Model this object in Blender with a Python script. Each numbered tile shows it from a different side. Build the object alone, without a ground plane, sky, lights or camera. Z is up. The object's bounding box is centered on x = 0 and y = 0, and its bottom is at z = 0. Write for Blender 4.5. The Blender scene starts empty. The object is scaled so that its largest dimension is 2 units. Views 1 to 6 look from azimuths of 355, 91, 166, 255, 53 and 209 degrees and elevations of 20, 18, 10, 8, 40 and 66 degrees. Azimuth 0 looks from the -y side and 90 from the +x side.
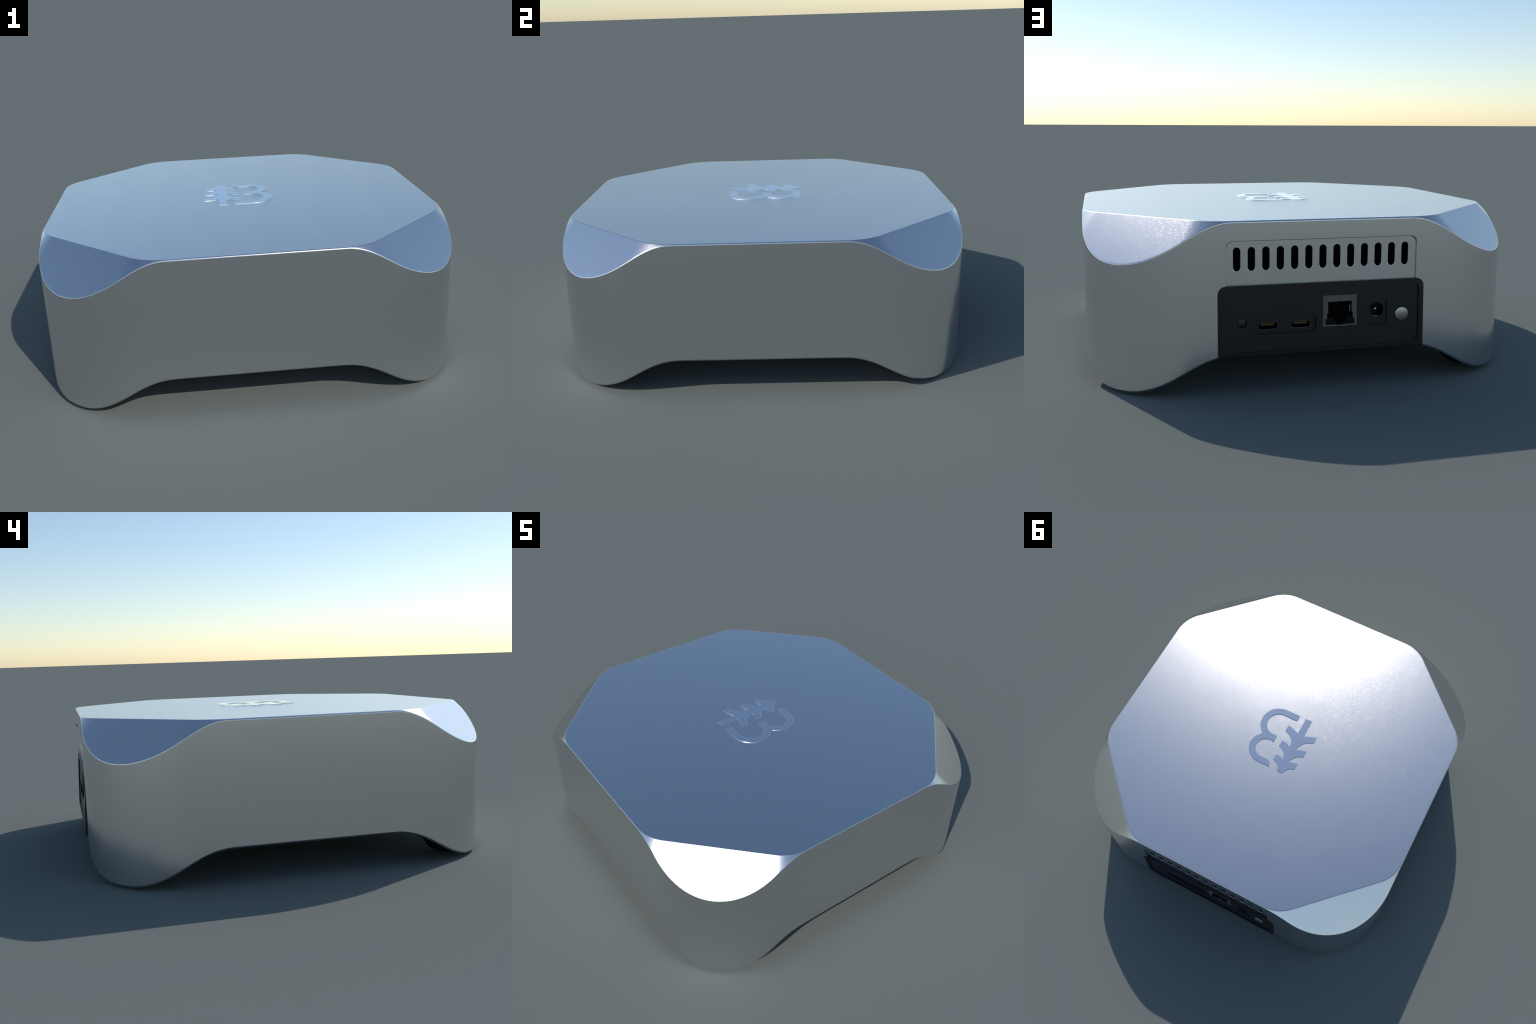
"""A squarish metal mini computer: chamfered corners, wave-shaped rims, port panel at the back."""
import bpy, bmesh, math
from mathutils import Vector

# ------------------------------------------------------------------ sizes (metres)
A = 0.9943            # half width of the shell between its flat walls
R = 0.435             # radius of the four upright corners
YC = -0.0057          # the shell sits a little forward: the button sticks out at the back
H = 0.741             # height of the flat top
TOP_SIDE, TOP_DIAG, TOP_R = 0.9898, 1.0445, 0.22   # rounded octagon of the top face
WALL = A + YC         # plane of the back wall
TOP_SET, RIM_SET, LOW_SET = 0.0026, 0.0038, 0.0095  # setback of the rounded edges
# lower rim: height against the arc length from the middle of a wall to the corner
LOW_S = [0.36, 0.44, 0.52, 0.60, 0.68, 0.76, 0.84, 0.8986]
LOW_Z = [0.166, 0.1608, 0.1377, 0.0978, 0.0554, 0.0255, 0.0105, 0.0085]


# ------------------------------------------------------------------ small maths
def clamped_spline(xs, ys):
    """Cubic through the points, level at both ends."""
    n = len(xs)
    h = [xs[i + 1] - xs[i] for i in range(n - 1)]
    a, b, c, d = [0.0] * n, [0.0] * n, [0.0] * n, [0.0] * n
    b[0], c[0], d[0] = 2 * h[0], h[0], 6 * (ys[1] - ys[0]) / h[0]
    a[-1], b[-1], d[-1] = h[-1], 2 * h[-1], -6 * (ys[-1] - ys[-2]) / h[-1]
    for i in range(1, n - 1):
        a[i], b[i], c[i] = h[i - 1], 2 * (h[i - 1] + h[i]), h[i]
        d[i] = 6 * ((ys[i + 1] - ys[i]) / h[i] - (ys[i] - ys[i - 1]) / h[i - 1])
    for i in range(1, n):
        w = a[i] / b[i - 1]
        b[i] -= w * c[i - 1]
        d[i] -= w * d[i - 1]
    m = [0.0] * n
    m[-1] = d[-1] / b[-1]
    for i in range(n - 2, -1, -1):
        m[i] = (d[i] - c[i] * m[i + 1]) / b[i]

    def f(x):
        x = min(max(x, xs[0]), xs[-1])
        i = max(j for j in range(n - 1) if xs[j] <= x)
        p, q = (xs[i + 1] - x) / h[i], (x - xs[i]) / h[i]
        return p * ys[i] + q * ys[i + 1] + ((p ** 3 - p) * m[i] + (q ** 3 - q) * m[i + 1]) * h[i] ** 2 / 6
    return f


low_rim = clamped_spline(LOW_S, LOW_Z)


def wall_hit(o, n):
    """Where a ray of the octant 0..45 degrees leaves the rounded square; and the arc length there."""
    t = (A - o[0]) / n[0]
    y = o[1] + t * n[1]
    if y <= A - R:
        return (A, y), y
    c = A - R
    px, py = o[0] - c, o[1] - c
    pn = px * n[0] + py * n[1]
    t = -pn + math.sqrt(pn * pn - (px * px + py * py) + R * R)
    w = (o[0] + t * n[0], o[1] + t * n[1])
    return w, c + R * math.atan2(w[1] - c, w[0] - c)


def octant():
    """Columns of the shell over one eighth: (edge point of the top, its normal, wall point, arc length)."""
    vx = TOP_SIDE - TOP_R
    vy = (TOP_DIAG - TOP_R) * math.sqrt(2) - vx
    cols = []
    for i in range(6):
        cols.append(((TOP_SIDE, vy * i / 6), (1.0, 0.0)))
    for i in range(36):
        a = math.pi / 4 * i / 36
        cols.append(((vx + TOP_R * math.cos(a), vy + TOP_R * math.sin(a)), (math.cos(a), math.sin(a))))
    k = math.sqrt(0.5)
    p0 = (vx + TOP_R * k, vy + TOP_R * k)
    m = TOP_DIAG * k
    for i in range(31):
        f = i / 30
        cols.append(((p0[0] + (m - p0[0]) * f, p0[1] + (m - p0[1]) * f), (k, k)))
    out = []
    for o, n in cols:
        w, s = wall_hit(o, n)
        out.append((o, n, w, s))
    return out


def around(eighth):
    """All eight eighths as one closed loop, counter-clockwise."""
    flip = lambda p: (p[1], p[0])
    quarter = eighth + [(flip(o), flip(n), flip(w), s) for o, n, w, s in eighth[-2:0:-1]] + \
        [(flip(eighth[0][0]), flip(eighth[0][1]), flip(eighth[0][2]), eighth[0][3])]
    quarter = quarter[:-1]
    full = []
    for q in range(4):
        c, s_ = [(1, 0), (0, 1), (-1, 0), (0, -1)][q]
        rot = lambda p: (p[0] * c - p[1] * s_, p[0] * s_ + p[1] * c)
        full += [(rot(o), rot(n), rot(w), s) for o, n, w, s in quarter]
    return full


def round_corner(p, q, r, set_p, set_r, steps=6):
    """Points that round the corner q of the path p-q-r (setbacks along both legs)."""
    u, v = (p - q).normalized(), (r - q).normalized()
    a, b = q + u * set_p, q + v * set_r
    pts = []
    for i in range(steps + 1):
        t = i / steps
        pts.append(a * (1 - t) ** 2 + q * 2 * t * (1 - t) + b * t * t)
    return pts


# ------------------------------------------------------------------ mesh helpers
def new_object(name, mesh, material=None, parent=None):
    ob = bpy.data.objects.new(name, mesh)
    bpy.context.scene.collection.objects.link(ob)
    if material:
        mesh.materials.clear()
        mesh.materials.append(material)
    if parent:
        ob.parent = parent
    return ob


def finish(mesh, angle=35):
    for p in mesh.polygons:
        p.use_smooth = True
    mesh.set_sharp_from_angle(angle=math.radians(angle))


def keep_flat(mesh, y):
    """Marks the outline of the flat faces on the plane y as sharp, so that they shade flat."""
    facing = {}
    for p in mesh.polygons:
        on = abs(p.center.y - y) < 1e-5 and abs(p.normal.y) > 0.9999
        for k in p.edge_keys:
            facing.setdefault(k, []).append(on)
    for e in mesh.edges:
        if len(set(facing.get(e.key, []))) == 2:
            e.use_edge_sharp = True


def mesh_from(verts, faces, name="m"):
    me = bpy.data.meshes.new(name)
    me.from_pydata([tuple(v) for v in verts], [], faces)
    bm = bmesh.new()
    bm.from_mesh(me)
    bmesh.ops.recalc_face_normals(bm, faces=bm.faces)
    bm.to_mesh(me)
    bm.free()
    return me


def prism(outline, y_front, y_back, name="m", bevel=0.0, segments=2):
    """Closed slab: an outline in (x, z) pulled from y_front to y_back; its front edge may be rounded."""
    n = len(outline)
    v = [(x, y_front, z) for x, z in outline] + [(x, y_back, z) for x, z in outline]
    f = [list(range(n)), list(range(n, 2 * n))] + [[i, (i + 1) % n, n + (i + 1) % n, n + i] for i in range(n)]
    me = mesh_from(v, f, name)
    if bevel:
        bm = bmesh.new()
        bm.from_mesh(me)
        edges = [e for e in bm.edges if all(abs(w.co.y - y_front) < 1e-6 for w in e.verts)]
        bmesh.ops.bevel(bm, geom=edges, offset=bevel, segments=segments, affect="EDGES", profile=0.5)
        bm.to_mesh(me)
        bm.free()
    return me


def rounded(x0, x1, z0, z1, r, steps=10, corners=(True, True, True, True)):
    """Rounded rectangle outline; corners: lower left, lower right, upper right, upper left."""
    pts = []
    spec = [(x0 + r, z0 + r, 180), (x1 - r, z0 + r, 270), (x1 - r, z1 - r, 0), (x0 + r, z1 - r, 90)]
    sharp = [(x0, z0), (x1, z0), (x1, z1), (x0, z1)]
    for (cx, cz, a0), s, on in zip(spec, sharp, corners):
        if not on:
            pts.append(s)
            continue
        for i in range(steps + 1):
            a = math.radians(a0 + 90 * i / steps)
            pts.append((cx + r * math.cos(a), cz + r * math.sin(a)))
    clean = []
    for p in pts:
        if not clean or math.dist(p, clean[-1]) > 1e-6:
            clean.append(p)
    return clean


def circle(cx, cz, r, n=40):
    return [(cx + r * math.cos(math.tau * i / n), cz + r * math.sin(math.tau * i / n)) for i in range(n)]


def cut(mesh, cutters, mode="DIFFERENCE"):
    """Boolean of the mesh with each cutter mesh in turn; gives the resulting mesh."""
    for c in cutters:
        ob, co = bpy.data.objects.new("t", mesh), bpy.data.objects.new("c", c)
        for o in (ob, co):
            bpy.context.scene.collection.objects.link(o)
        m = ob.modifiers.new("b", "BOOLEAN")
        m.operation, m.solver, m.object = mode, "EXACT", co
        bpy.context.view_layer.update()
        res = bpy.data.meshes.new_from_object(ob.evaluated_get(bpy.context.evaluated_depsgraph_get()))
        bpy.data.objects.remove(ob)
        bpy.data.objects.remove(co)
        mesh = res
    return mesh


def lathe(profile, centre, name, n=40):
    """Turned piece about an axis along y: profile of (radius, y) from the tip outwards."""
    cx, cz = centre
    v, f = [], []
    for r, y in profile:
        v += [(cx + r * math.cos(math.tau * i / n), y, cz + r * math.sin(math.tau * i / n)) for i in range(n)]
    for k in range(len(profile) - 1):
        f += [[k * n + i, k * n + (i + 1) % n, (k + 1) * n + (i + 1) % n, (k + 1) * n + i] for i in range(n)]
    f += [list(range(n)), list(range((len(profile) - 1) * n, len(profile) * n))]
    return mesh_from(v, f, name)


# ------------------------------------------------------------------ materials
def material(name, colour, metallic=0.0, roughness=0.5, specular=0.5, grain=0.0, grain_scale=300.0, rough_var=0.0, coat=0.0):
    m = bpy.data.materials.new(name)
    m.use_nodes = True
    nt = m.node_tree
    b = nt.nodes["Principled BSDF"]
    b.inputs["Base Color"].default_value = (*colour, 1)
    b.inputs["Metallic"].default_value = metallic
    b.inputs["Roughness"].default_value = roughness
    b.inputs["Specular IOR Level"].default_value = specular
    b.inputs["Coat Weight"].default_value = coat
    tc = nt.nodes.new("ShaderNodeTexCoord")
    noise = nt.nodes.new("ShaderNodeTexNoise")
    noise.inputs["Scale"].default_value = grain_scale
    noise.inputs["Detail"].default_value = 3
    nt.links.new(tc.outputs["Object"], noise.inputs["Vector"])
    if rough_var:
        mr = nt.nodes.new("ShaderNodeMapRange")
        mr.inputs["From Min"].default_value, mr.inputs["From Max"].default_value = 0.3, 0.7
        mr.inputs["To Min"].default_value, mr.inputs["To Max"].default_value = roughness - rough_var, roughness + rough_var
        nt.links.new(noise.outputs["Fac"], mr.inputs["Value"])
        nt.links.new(mr.outputs["Result"], b.inputs["Roughness"])
    if grain:
        bump = nt.nodes.new("ShaderNodeBump")
        bump.inputs["Strength"].default_value = 1.0
        bump.inputs["Distance"].default_value = grain
        nt.links.new(noise.outputs["Fac"], bump.inputs["Height"])
        nt.links.new(bump.outputs["Normal"], b.inputs["Normal"])
    return m


METAL = material("anodised_metal", (0.75, 0.75, 0.75), 1.0, 0.23)
GRAINY = material("grainy_metal", (0.75, 0.75, 0.75), 1.0, 0.203, grain=0.00044, grain_scale=390.0)
BRIGHT = material("polished_metal", (0.95, 0.95, 0.95), 1.0, 0.04)
PIN = material("pin_steel", (0.6, 0.6, 0.6), 1.0, 0.2)
PLASTIC = material("black_plastic", (0.0065, 0.0065, 0.007), 0.0, 0.42, specular=0.4)
RUBBER = material("black_rubber", (0.005, 0.005, 0.005), 0.0, 0.8, specular=0.2)
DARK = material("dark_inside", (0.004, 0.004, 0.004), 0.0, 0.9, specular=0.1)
TIN = material("dull_tin", (0.13, 0.13, 0.12), 0.3, 0.5)
STEEL = material("socket_steel", (0.30, 0.30, 0.30), 1.0, 0.35)
BUTTON = material("button_metal", (0.34, 0.34, 0.335), 1.0, 0.28)
GOLD = material("gold_contact", (0.34, 0.25, 0.07), 0.3, 0.5)
SLEEVE = material("sleeve_metal", (0.10, 0.10, 0.10), 1.0, 0.35)
LENS = material("smoked_lens", (0.012, 0.013, 0.016), 0.0, 0.4)

# ------------------------------------------------------------------ the thing
root = bpy.data.objects.new("mini_computer", None)
bpy.context.scene.collection.objects.link(root)
root["label"] = "squarish satin metal mini computer with chamfered corners and rear ports"
root["category"] = "mini computer"


# ---- shell: lofted through one cross-section per column round the rim
def build_shell():
    columns, rows = [], None
    for o, n, w, s in around(octant()):
        O = Vector((o[0], o[1] + YC, H))
        dist = math.hypot(w[0] - o[0], w[1] - o[1])
        W = Vector((w[0], w[1] + YC, H - dist))              # 45 degree chamfer down to the wall
        zl = low_rim(s)
        L = Vector((w[0], w[1] + YC, zl))
        inn = Vector((-n[0], -n[1], 0))
        # inward normal of the wall itself
        c = A - R
        d = Vector((math.copysign(max(abs(w[0]) - c, 0), w[0]), math.copysign(max(abs(w[1]) - c, 0), w[1]), 0))
        if abs(w[0]) < c:
            d.x = 0
        if abs(w[1]) < c:
            d.y = 0
        win = -d.normalized()
        lip = L + win * 0.030 + Vector((0, 0, 0.002))
        length = (W - O).length
        a = min(TOP_SET, 0.26 * length)
        b = min(RIM_SET, 0.46 * length)
        ring = [O + inn * 0.03, O + inn * (a + 0.0012)]
        ring += round_corner(O + inn, O, W, a, a, 4)
        ring += round_corner(O, W, L, b, RIM_SET, 6)
        ring.insert(7, ring[6].lerp(ring[7], 0.06))
        ring.insert(8, ring[7].lerp(ring[8], 0.5))
        ring.insert(9, ring[9].lerp(ring[8], 0.06))
        ring.append(ring[-1] - Vector((0, 0, 0.0012)))
        ca, cb = L + Vector((0, 0, LOW_SET)), L + win * LOW_SET      # small chamfer with softened edges
        low = round_corner(W, ca, cb, 0.001, 0.001, 3) + round_corner(ca, cb, lip, 0.001, 0.001, 3)
        ring.append(low[0] + Vector((0, 0, 0.0012)))
        ring += low
        ring += [lip, lip + Vector((0, 0, 0.012))]
        flat = Vector((w[0] * 0.55, w[1] * 0.55 + YC, 0.188))
        ring.append(flat)
        columns.append(ring)
    nr, nc = len(columns[0]), len(columns)
    verts = [p for ring in columns for p in ring]
    faces = []
    for i in range(nc):
        j = (i + 1) % nc
        for k in range(nr - 1):
            faces.append([i * nr + k, j * nr + k, j * nr + k + 1, i * nr + k + 1])
    faces.append([i * nr for i in range(nc)])
    faces.append([i * nr + nr - 1 for i in range(nc)])
    me = mesh_from(verts, faces, "shell")
    bm = bmesh.new()
    bm.from_mesh(me)
    back = [f for f in bm.faces if f.normal.y > 0.99999 and abs(f.calc_center_median().y - WALL) < 1e-5]
    bmesh.ops.dissolve_faces(bm, faces=back)     # one clean face to cut the ports from
    bm.to_mesh(me)
    bm.free()
    return me


PANEL_X, PANEL_TOP, PANEL_R = 0.4575, 0.470, 0.036
VENT_X, VENT_TOP, VENT_R = 0.4205, 0.656, 0.031
CUT_Y = WALL - 0.10

panel_hole = prism(rounded(-PANEL_X, PANEL_X, 0.05, PANEL_TOP, PANEL_R, corners=(False, False, True, True)), WALL + 0.05, CUT_Y)
vent_hole = prism(rounded(-VENT_X, VENT_X, 0.30, VENT_TOP, VENT_R, corners=(False, False, True, True)), WALL + 0.05, CUT_Y + 0.003)
shell_mesh = cut(build_shell(), [panel_hole, vent_hole])


def soften_vent_rim(mesh):
    """Rounds the front edge of the vent recess."""
    bm = bmesh.new()
    bm.from_mesh(mesh)
    rim = []
    for e in bm.edges:
        on = all(abs(v.co.y - WALL) < 1e-5 and PANEL_TOP + 0.0005 < v.co.z < VENT_TOP + 0.001 and abs(v.co.x) < VENT_X + 0.001 for v in e.verts)
        if on and any(abs(f.normal.y) < 0.5 for f in e.link_faces):
            rim.append(e)
    bmesh.ops.bevel(bm, geom=rim, offset=0.0025, segments=3, affect="EDGES", profile=0.5)
    bm.to_mesh(mesh)
    bm.free()


soften_vent_rim(shell_mesh)
finish(shell_mesh, 32)
shell = new_object("shell", shell_mesh, METAL, root)
shell_mesh.materials.append(GRAINY)
for p in shell_mesh.polygons:                    # grain shows on the top and the chamfers, not on the upright walls
    p.material_index = 1 if p.normal.z > 0.4 else 0
keep_flat(shell_mesh, WALL)
flat = shell.modifiers.new("flat_faces", "WEIGHTED_NORMAL")
flat.weight, flat.keep_sharp = 100, True

# ---- vent plate, sunk a little, with thirteen slots
VENT_Y = WALL - 0.0105
plate = prism(rounded(-VENT_X + 0.0007, VENT_X - 0.0022, PANEL_TOP - 0.02, VENT_TOP - 0.0012, VENT_R, corners=(False, False, True, True)), VENT_Y, VENT_Y - 0.022)
slots = []
for i in range(13):
    x = 0.3740 - i * 0.06185
    slots.append(prism(rounded(x - 0.0152, x + 0.0152, 0.5303, 0.6292, 0.01519, 8), VENT_Y + 0.02, VENT_Y - 0.05))
plate = cut(plate, slots)
bm = bmesh.new()
bm.from_mesh(plate)
mouth = [e for e in bm.edges if all(abs(v.co.y - VENT_Y) < 1e-6 and 0.52 < v.co.z < 0.64 and abs(v.co.x) < 0.40 for v in e.verts)
         and any(abs(f.normal.y) < 0.5 for f in e.link_faces)]
bmesh.ops.bevel(bm, geom=mouth, offset=0.0016, segments=2, affect="EDGES", profile=0.5)
bm.to_mesh(plate)
bm.free()
finish(plate, 20)
keep_flat(plate, VENT_Y)
new_object("vent_plate", plate, METAL, root)
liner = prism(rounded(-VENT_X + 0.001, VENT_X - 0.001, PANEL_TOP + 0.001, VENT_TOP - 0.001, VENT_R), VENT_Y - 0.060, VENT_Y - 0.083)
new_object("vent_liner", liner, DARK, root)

# ---- port panel: flush frame, sunk field, port openings
PY = WALL + 0.0002          # face of the frame at its top; it leans out towards the foot
FY = PY - 0.0075            # sunk field
LEAN = 0.0362
bottom = 0.1640


def lean(mesh, z0=0.0, mark=set()):
    """Shears a finished part so that it stands parallel to the leaning panel."""
    if mesh.name not in mark:
        mark.add(mesh.name)
        for v in mesh.vertices:
            v.co.y += (PANEL_TOP - v.co.z - z0) * LEAN
    return mesh



def build_panel():
    half = PANEL_X - 0.0006
    face = prism(rounded(-half, half, bottom, PANEL_TOP - 0.0004, PANEL_R, corners=(False, False, True, True)), PY, CUT_Y + 0.004)
    bm = bmesh.new()
    bm.from_mesh(face)
    edge = [e for e in bm.edges if all(abs(v.co.y - PY) < 1e-6 and abs(v.co.z - bottom) < 1e-6 for v in e.verts)]
    bmesh.ops.bevel(bm, geom=edge, offset=0.0055, segments=5, affect="EDGES", profile=0.5)
    bm.to_mesh(face)
    bm.free()
    back = CUT_Y + 0.02
    cuts = [prism(rounded(-0.4350, 0.4350, 0.1840, 0.4535, 0.033), PY + 0.02, FY)]
    cuts.append(prism(rounded(0.0310, 0.3055, 0.2570, 0.3270, 0.013), PY + 0.02, FY - 0.010))      # pocket of the two small sockets
    cuts.append(prism(rounded(-0.1553, 0.0012, 0.2712, 0.4095, 0.001, 2), PY + 0.02, back))         # network socket
    cuts.append(prism(rounded(-0.2885, -0.1990, 0.2700, 0.3810, 0.0015, 2), PY + 0.02, back))       # power socket
    cuts.append(prism(circle(0.3553, 0.3103, 0.0208), PY + 0.02, FY - 0.03))
    cuts.append(prism(circle(-0.3557, 0.3130, 0.0330), PY + 0.02, FY - 0.03))
    for x in (0.2424, 0.0980):
        cuts.append(prism(rounded(x - 0.0436, x + 0.0436, 0.2741, 0.3053, 0.0099), PY + 0.02, back))
    return cut(face, cuts)


panel_mesh = build_panel()
lean(panel_mesh)
finish(panel_mesh)
panel = new_object("port_panel", panel_mesh, PLASTIC, root)

# ---- two small reversible sockets: steel sleeve, dark throat, gold tongue
POCKET = FY - 0.010
sleeve_shape = None
tongue_shape = None
throat_shape = None
for k, x in enumerate((0.2424, 0.0980)):
    if sleeve_shape is None:
        outer = prism(rounded(-0.0432, 0.0432, -0.0152, 0.0152, 0.0095), POCKET + 0.001, CUT_Y + 0.022)
        inner = prism(rounded(-0.0413, 0.0413, -0.0133, 0.0133, 0.0080), POCKET + 0.03, CUT_Y + 0.026)
        sleeve_shape = cut(outer, [inner])
        finish(sleeve_shape)
        tongue_shape = prism(rounded(-0.0300, 0.0300, 0.0020, 0.0030, 0.0003, 2), POCKET - 0.0045, POCKET - 0.024)
        core_shape = prism(rounded(-0.0302, 0.0302, -0.0030, 0.0021, 0.001, 2), POCKET - 0.0046, CUT_Y + 0.027)
        throat_shape = prism(rounded(-0.0412, 0.0412, -0.0132, 0.0132, 0.0079), CUT_Y + 0.0285, CUT_Y + 0.0265)
        sleeve_shape.materials.clear()
        sleeve_shape.materials.append(SLEEVE)
        tongue_shape.materials.append(GOLD)
        throat_shape.materials.append(DARK)
        core_shape.materials.append(DARK)
        for v in tongue_shape.vertices:          # contact face slopes up towards the back
            v.co.z += 0.0095 * min(1.0, max(0.0, (POCKET - 0.0066 - v.co.y) / 0.03))
        for part in (sleeve_shape, tongue_shape, throat_shape, core_shape):
            lean(part, 0.2897)
    s = new_object("usb_socket", sleeve_shape, None, panel)
    s.location = (x, 0, 0.2897)
    for nm, me in (("contact_tongue", tongue_shape), ("socket_throat", throat_shape), ("tongue_core", core_shape)):
        o = new_object(nm, me, None, panel)
        o.location = (x, 0, 0.2897)

# ---- network socket: tin frame with a stepped opening, plastic lips, dark throat
NX = -0.0767
opening = [(-0.0542, 0.3799), (0.0542, 0.3799), (0.0542, 0.3300), (0.0589, 0.3300), (0.0589, 0.3045), (0.0660, 0.3045), (0.0660, 0.2790),
           (0.0165, 0.2790), (0.0165, 0.2765), (-0.0165, 0.2765), (-0.0165, 0.2790), (-0.0660, 0.2790), (-0.0660, 0.3045), (-0.0589, 0.3045),
           (-0.0589, 0.3300), (-0.0542, 0.3300)]
opening = [(NX + x, z) for x, z in opening]
NY = FY - 0.0045
frame = cut(prism([(NX - 0.0775, 0.2720), (NX + 0.0775, 0.2720), (NX + 0.0775, 0.4087), (NX - 0.0775, 0.4087)], NY, NY - 0.012),
            [prism(opening, NY + 0.02, NY - 0.05),
             prism([(NX + 0.0045, 0.41), (NX + 0.0033, 0.41), (NX - 0.0013, 0.37), (NX - 0.0001, 0.37)], NY + 0.02, NY - 0.0012)])
finish(frame)
new_object("network_socket", lean(frame), TIN, panel)
lips = []
for sgn in (-1, 1):
    shape = [(0.0274, 0.2910), (0.0274, 0.3085), (0.0586, 0.3085), (0.0586, 0.3040), (0.0655, 0.3040), (0.0655, 0.2795), (0.0168, 0.2795), (0.0168, 0.2910)]
    lips.append(prism([(NX + sgn * x, z) for x, z in shape], NY - 0.003, NY - 0.02))
lip_mesh = cut(lips[0], [lips[1]], "UNION")
new_object("socket_lip", lean(lip_mesh), RUBBER, panel)
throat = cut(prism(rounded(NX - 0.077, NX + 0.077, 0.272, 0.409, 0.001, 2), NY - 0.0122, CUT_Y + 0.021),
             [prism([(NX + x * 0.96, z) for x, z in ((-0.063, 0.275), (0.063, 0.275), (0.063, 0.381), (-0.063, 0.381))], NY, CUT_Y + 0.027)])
new_object("network_throat", lean(throat), DARK, panel)
spring = prism(rounded(NX - 0.0505, NX - 0.0465, 0.334, 0.359, 0.0015, 3), NY - 0.014, NY - 0.02)
new_object("contact_spring", lean(spring), STEEL, panel)

# ---- round power socket: square black block, bored, with a steel pin and a steel spring at the bottom
DX, DZ = -0.2427, 0.3355
DY = FY - 0.0055
block = cut(prism(rounded(-0.2880, -0.1995, 0.2705, 0.3805, 0.0012, 2), DY, CUT_Y + 0.022), [prism(circle(DX, DZ, 0.0325), DY + 0.02, CUT_Y + 0.030)])
finish(block)
new_object("power_socket", lean(block), PLASTIC, panel)
pin = lathe([(0.0012, DY - 0.012), (0.0055, DY - 0.0135), (0.0085, DY - 0.018), (0.0095, DY - 0.024), (0.0095, CUT_Y + 0.030)], (DX, DZ), "pin")
finish(pin, 60)
new_object("socket_pin", lean(pin), PIN, panel)
leaf = prism(rounded(DX - 0.011, DX + 0.013, DZ - 0.0316, DZ - 0.0288, 0.0012, 3), DY - 0.010, CUT_Y + 0.030)
new_object("contact_spring", lean(leaf), STEEL, panel)


# ---- indicator lens (sunk dome) and push button (proud dome)
def dome(r, y_edge, rise, y_back, steps=12):
    prof = []
    for i in range(1, steps + 1):
        t = i / steps
        prof.append((r * math.sin(t * math.pi / 2), y_edge + rise * math.cos(t * math.pi / 2)))
    return [(r * 0.02, y_edge + rise)] + prof + [(r, y_back)]


def cap(r, y_edge, rise, y_back, steps=10, rnd=0.0015):
    """Shallow convex face with a softened edge on a round stem."""
    prof = []
    for i in range(steps + 1):
        q = max(0.03, i / steps) * (r - rnd)
        prof.append((q, y_edge + rise * (1 - (q / r) ** 2)))
    return prof + [(r - rnd * 0.3, y_edge - rnd * 0.3), (r, y_edge - rnd), (r, y_back)]


lens = lathe(dome(0.0196, FY - 0.006, 0.005, FY - 0.029), (0.3553, 0.3103), "lens")
finish(lens, 60)
new_object("indicator_light", lean(lens), LENS, panel)
btn = lathe(cap(0.0312, FY + 0.0058, 0.0032, FY - 0.029), (-0.3557, 0.3130), "button")
finish(btn, 60)
new_object("power_button", lean(btn), BUTTON, panel)


# ---- raised emblem on the top: a letter of two bows beside a small fir tree
def arc(cx, cy, r, a0, a1, n=24):
    return [(cx + r * math.cos(math.radians(a0 + (a1 - a0) * i / n)), cy + r * math.sin(math.radians(a0 + (a1 - a0) * i / n))) for i in range(n + 1)]


def quad(p, q, r, n=8):
    """Curved edge from p to r pulled towards q (p itself left out)."""
    return [tuple(p[k] * (1 - t) ** 2 + q[k] * 2 * t * (1 - t) + r[k] * t * t for k in (0, 1)) for t in (i / n for i in range(1, n + 1))]


def letter_outline():
    lo, hi = (0.0615, -0.0785), (0.0610, 0.1015)
    ro_lo, ro_hi, ri_lo, ri_hi = 0.1155, 0.1035, 0.0745, 0.0620
    # outer bows meet where their circles cross
    waist = (0.1330, 0.0175)
    a_lo = math.degrees(math.atan2(waist[1] - lo[1], waist[0] - lo[0]))
    a_hi = math.degrees(math.atan2(waist[1] - hi[1], waist[0] - hi[0]))
    pts = [(-0.0285, lo[1] - ro_lo)] + arc(*lo, ro_lo, -90, a_lo) + arc(*hi, ro_hi, a_hi, 90)
    pts += [(-0.0160, 0.2050), (-0.0140, 0.1900)] + quad((-0.0140, 0.1900), (-0.006, 0.1640), (0.0270, 0.1635))
    pts += arc(*hi, ri_hi, 90, -90) + [(0.0360, 0.0395), (0.0360, -0.0035)]
    pts += arc(*lo, ri_lo, 90, -90) + [(-0.0285, lo[1] - ri_lo)]
    return pts


def tree_outline():
    ax, tr = -0.0915, 0.0205
    right = [(tr, -0.1935), (tr, -0.0775)]
    right += quad(right[-1], (0.058, -0.0985), (0.0975, -0.1025), 6) + [(0.0975, -0.0610)]
    right += quad(right[-1], (0.026, -0.0420), (0.0228, 0.0265))
    right += quad(right[-1], (0.049, 0.0100), (0.0850, 0.0090), 6) + [(0.0850, 0.0505)]
    right += quad(right[-1], (0.030, 0.0640), (0.0232, 0.1195))
    right += quad(right[-1], (0.046, 0.1080), (0.0731, 0.1080), 6) + [(0.0731, 0.1490)]
    right += quad(right[-1], (0.031, 0.1570), (0.0180, 0.2050))
    return [(ax + x, y) for x, y in right] + [(ax - x, y) for x, y in reversed(right)]


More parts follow.
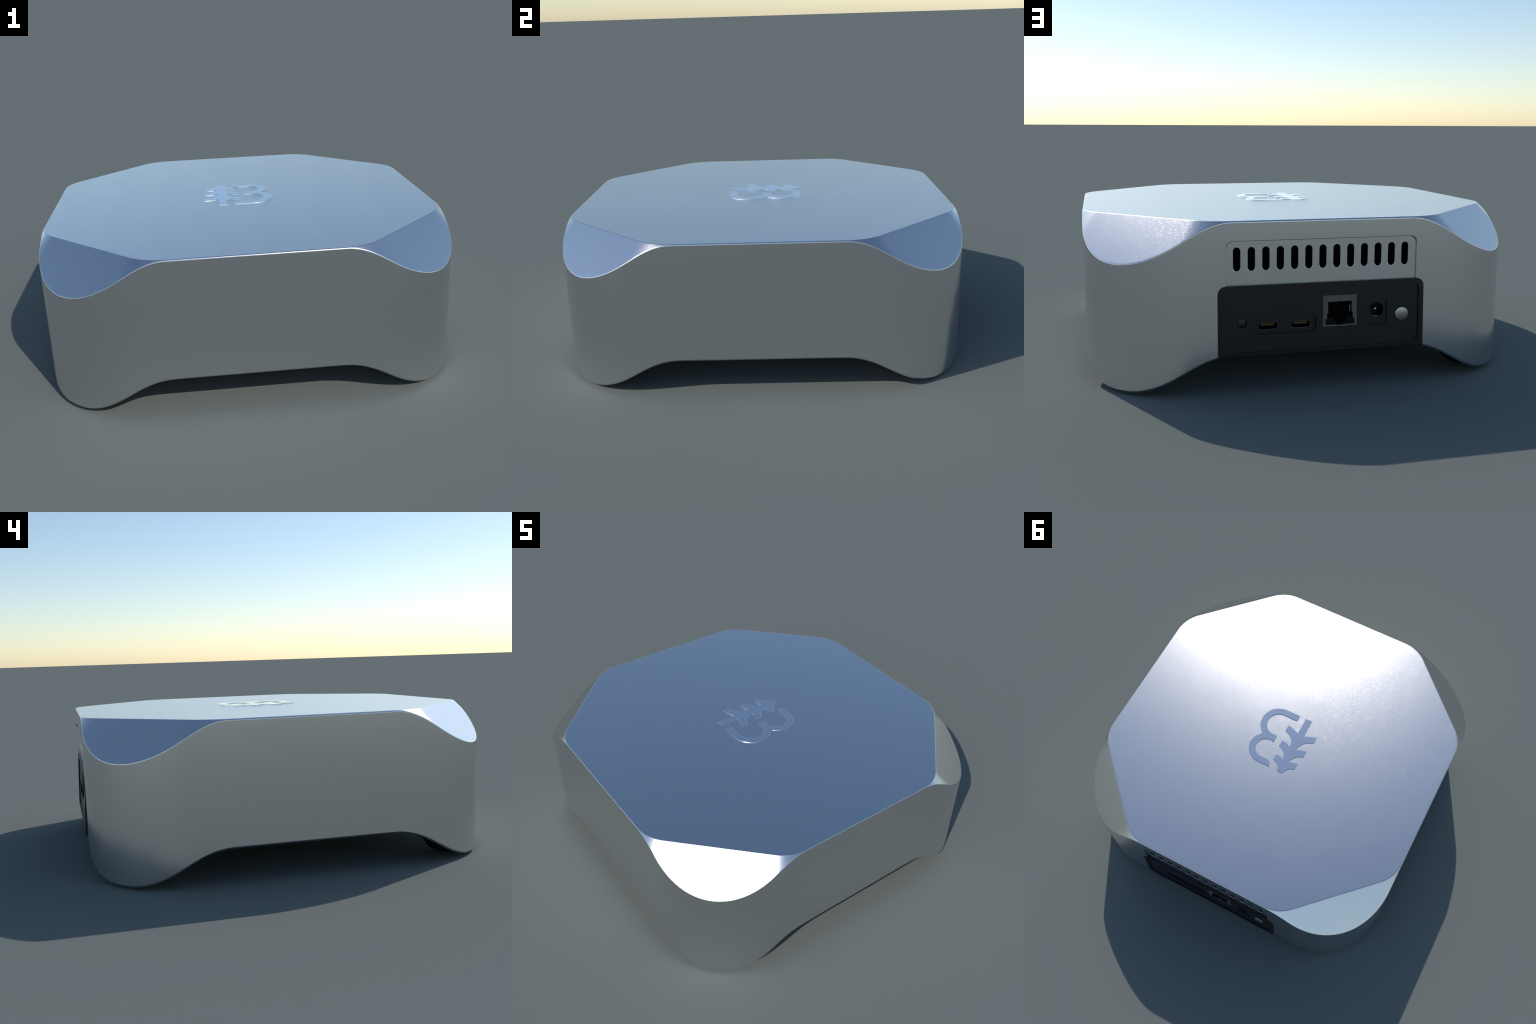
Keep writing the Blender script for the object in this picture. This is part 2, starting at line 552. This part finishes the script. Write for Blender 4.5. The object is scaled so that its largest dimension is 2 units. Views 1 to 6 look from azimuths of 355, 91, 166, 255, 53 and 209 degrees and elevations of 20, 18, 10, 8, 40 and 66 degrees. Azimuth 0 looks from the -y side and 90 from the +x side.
emblem = bpy.data.objects.new("emblem", None)
bpy.context.scene.collection.objects.link(emblem)
emblem.parent = root
emblem.location = (0, 0, H)
for nm, outline in (("raised_letter", letter_outline()), ("raised_tree", tree_outline())):
    pts = []
    for p in outline:
        if not pts or math.dist(p, pts[-1]) > 0.0008:
            pts.append(p)
    cu = bpy.data.curves.new(nm, "CURVE")
    cu.dimensions, cu.fill_mode = "2D", "BOTH"
    sp = cu.splines.new("POLY")
    sp.points.add(len(pts) - 1)
    for q, (x, y) in zip(sp.points, pts):
        q.co = (x, y, 0, 1)
    sp.use_cyclic_u = True
    cu.extrude, cu.bevel_depth, cu.bevel_resolution, cu.offset = 0.0028, 0.0014, 3, -0.0012
    tmp = bpy.data.objects.new("t", cu)
    bpy.context.scene.collection.objects.link(tmp)
    bpy.context.view_layer.update()
    me = bpy.data.meshes.new_from_object(tmp.evaluated_get(bpy.context.evaluated_depsgraph_get()))
    bpy.data.objects.remove(tmp)
    bm = bmesh.new()
    bm.from_mesh(me)
    bmesh.ops.remove_doubles(bm, verts=bm.verts, dist=1e-5)
    bm.to_mesh(me)
    bm.free()
    finish(me, 60)
    ob = new_object(nm, me, BRIGHT, emblem)
    wn = ob.modifiers.new("flat_tops", "WEIGHTED_NORMAL")
    wn.weight, wn.keep_sharp = 100, True


# ---- underside: black base plate inside the rim, and four rubber feet
def build_base():
    loops = [[], [], []]
    for o, n, w, s in around(octant())[::3]:
        z = low_rim(s)
        L = Vector((w[0], w[1], 0))
        inner = L * (1 - 0.034 / max(L.length, 1e-6))
        loops[0].append((inner.x, inner.y + YC, z + 0.006))
        loops[1].append((w[0] * 0.82, w[1] * 0.82 + YC, z * 0.35 + 0.105))
        loops[2].append((w[0] * 0.55, w[1] * 0.55 + YC, 0.172))
    n = len(loops[0])
    v = [p for l in loops for p in l] + [(x, y, z + 0.01) for x, y, z in loops[2]]
    f = []
    for k in range(2):
        f += [[k * n + i, k * n + (i + 1) % n, (k + 1) * n + (i + 1) % n, (k + 1) * n + i] for i in range(n)]
    f.append([2 * n + i for i in range(n)])
    return mesh_from(v, f, "base")


base_mesh = build_base()
finish(base_mesh, 50)
new_object("base_plate", base_mesh, PLASTIC, root)

FOOT_R = 0.115


def build_foot():
    v, f, n = [], [], 48
    prof = [(0.030, 0.0), (0.052, 0.003), (0.070, 0.011), (0.085, 0.023), (0.099, 0.041), (0.108, 0.060), (FOOT_R, 0.080), (FOOT_R, 0.130)]
    for r, z in prof:
        v += [(r * math.cos(math.tau * i / n), r * math.sin(math.tau * i / n), z) for i in range(n)]
    for k in range(len(prof) - 1):
        f += [[k * n + i, k * n + (i + 1) % n, (k + 1) * n + (i + 1) % n, (k + 1) * n + i] for i in range(n)]
    f += [list(range(n)), list(range((len(prof) - 1) * n, len(prof) * n))]
    return mesh_from(v, f, "foot")


foot_mesh = build_foot()
foot_mesh.materials.append(RUBBER)
finish(foot_mesh, 60)
for sx in (-1, 1):
    for sy in (-1, 1):
        foot = new_object("rubber_foot", foot_mesh, None, root)
        foot.location = (sx * 0.765, sy * 0.765 + YC, 0)

for ob in list(bpy.data.objects):
    if ob.type == "MESH" and not ob.data.users:
        bpy.data.objects.remove(ob)
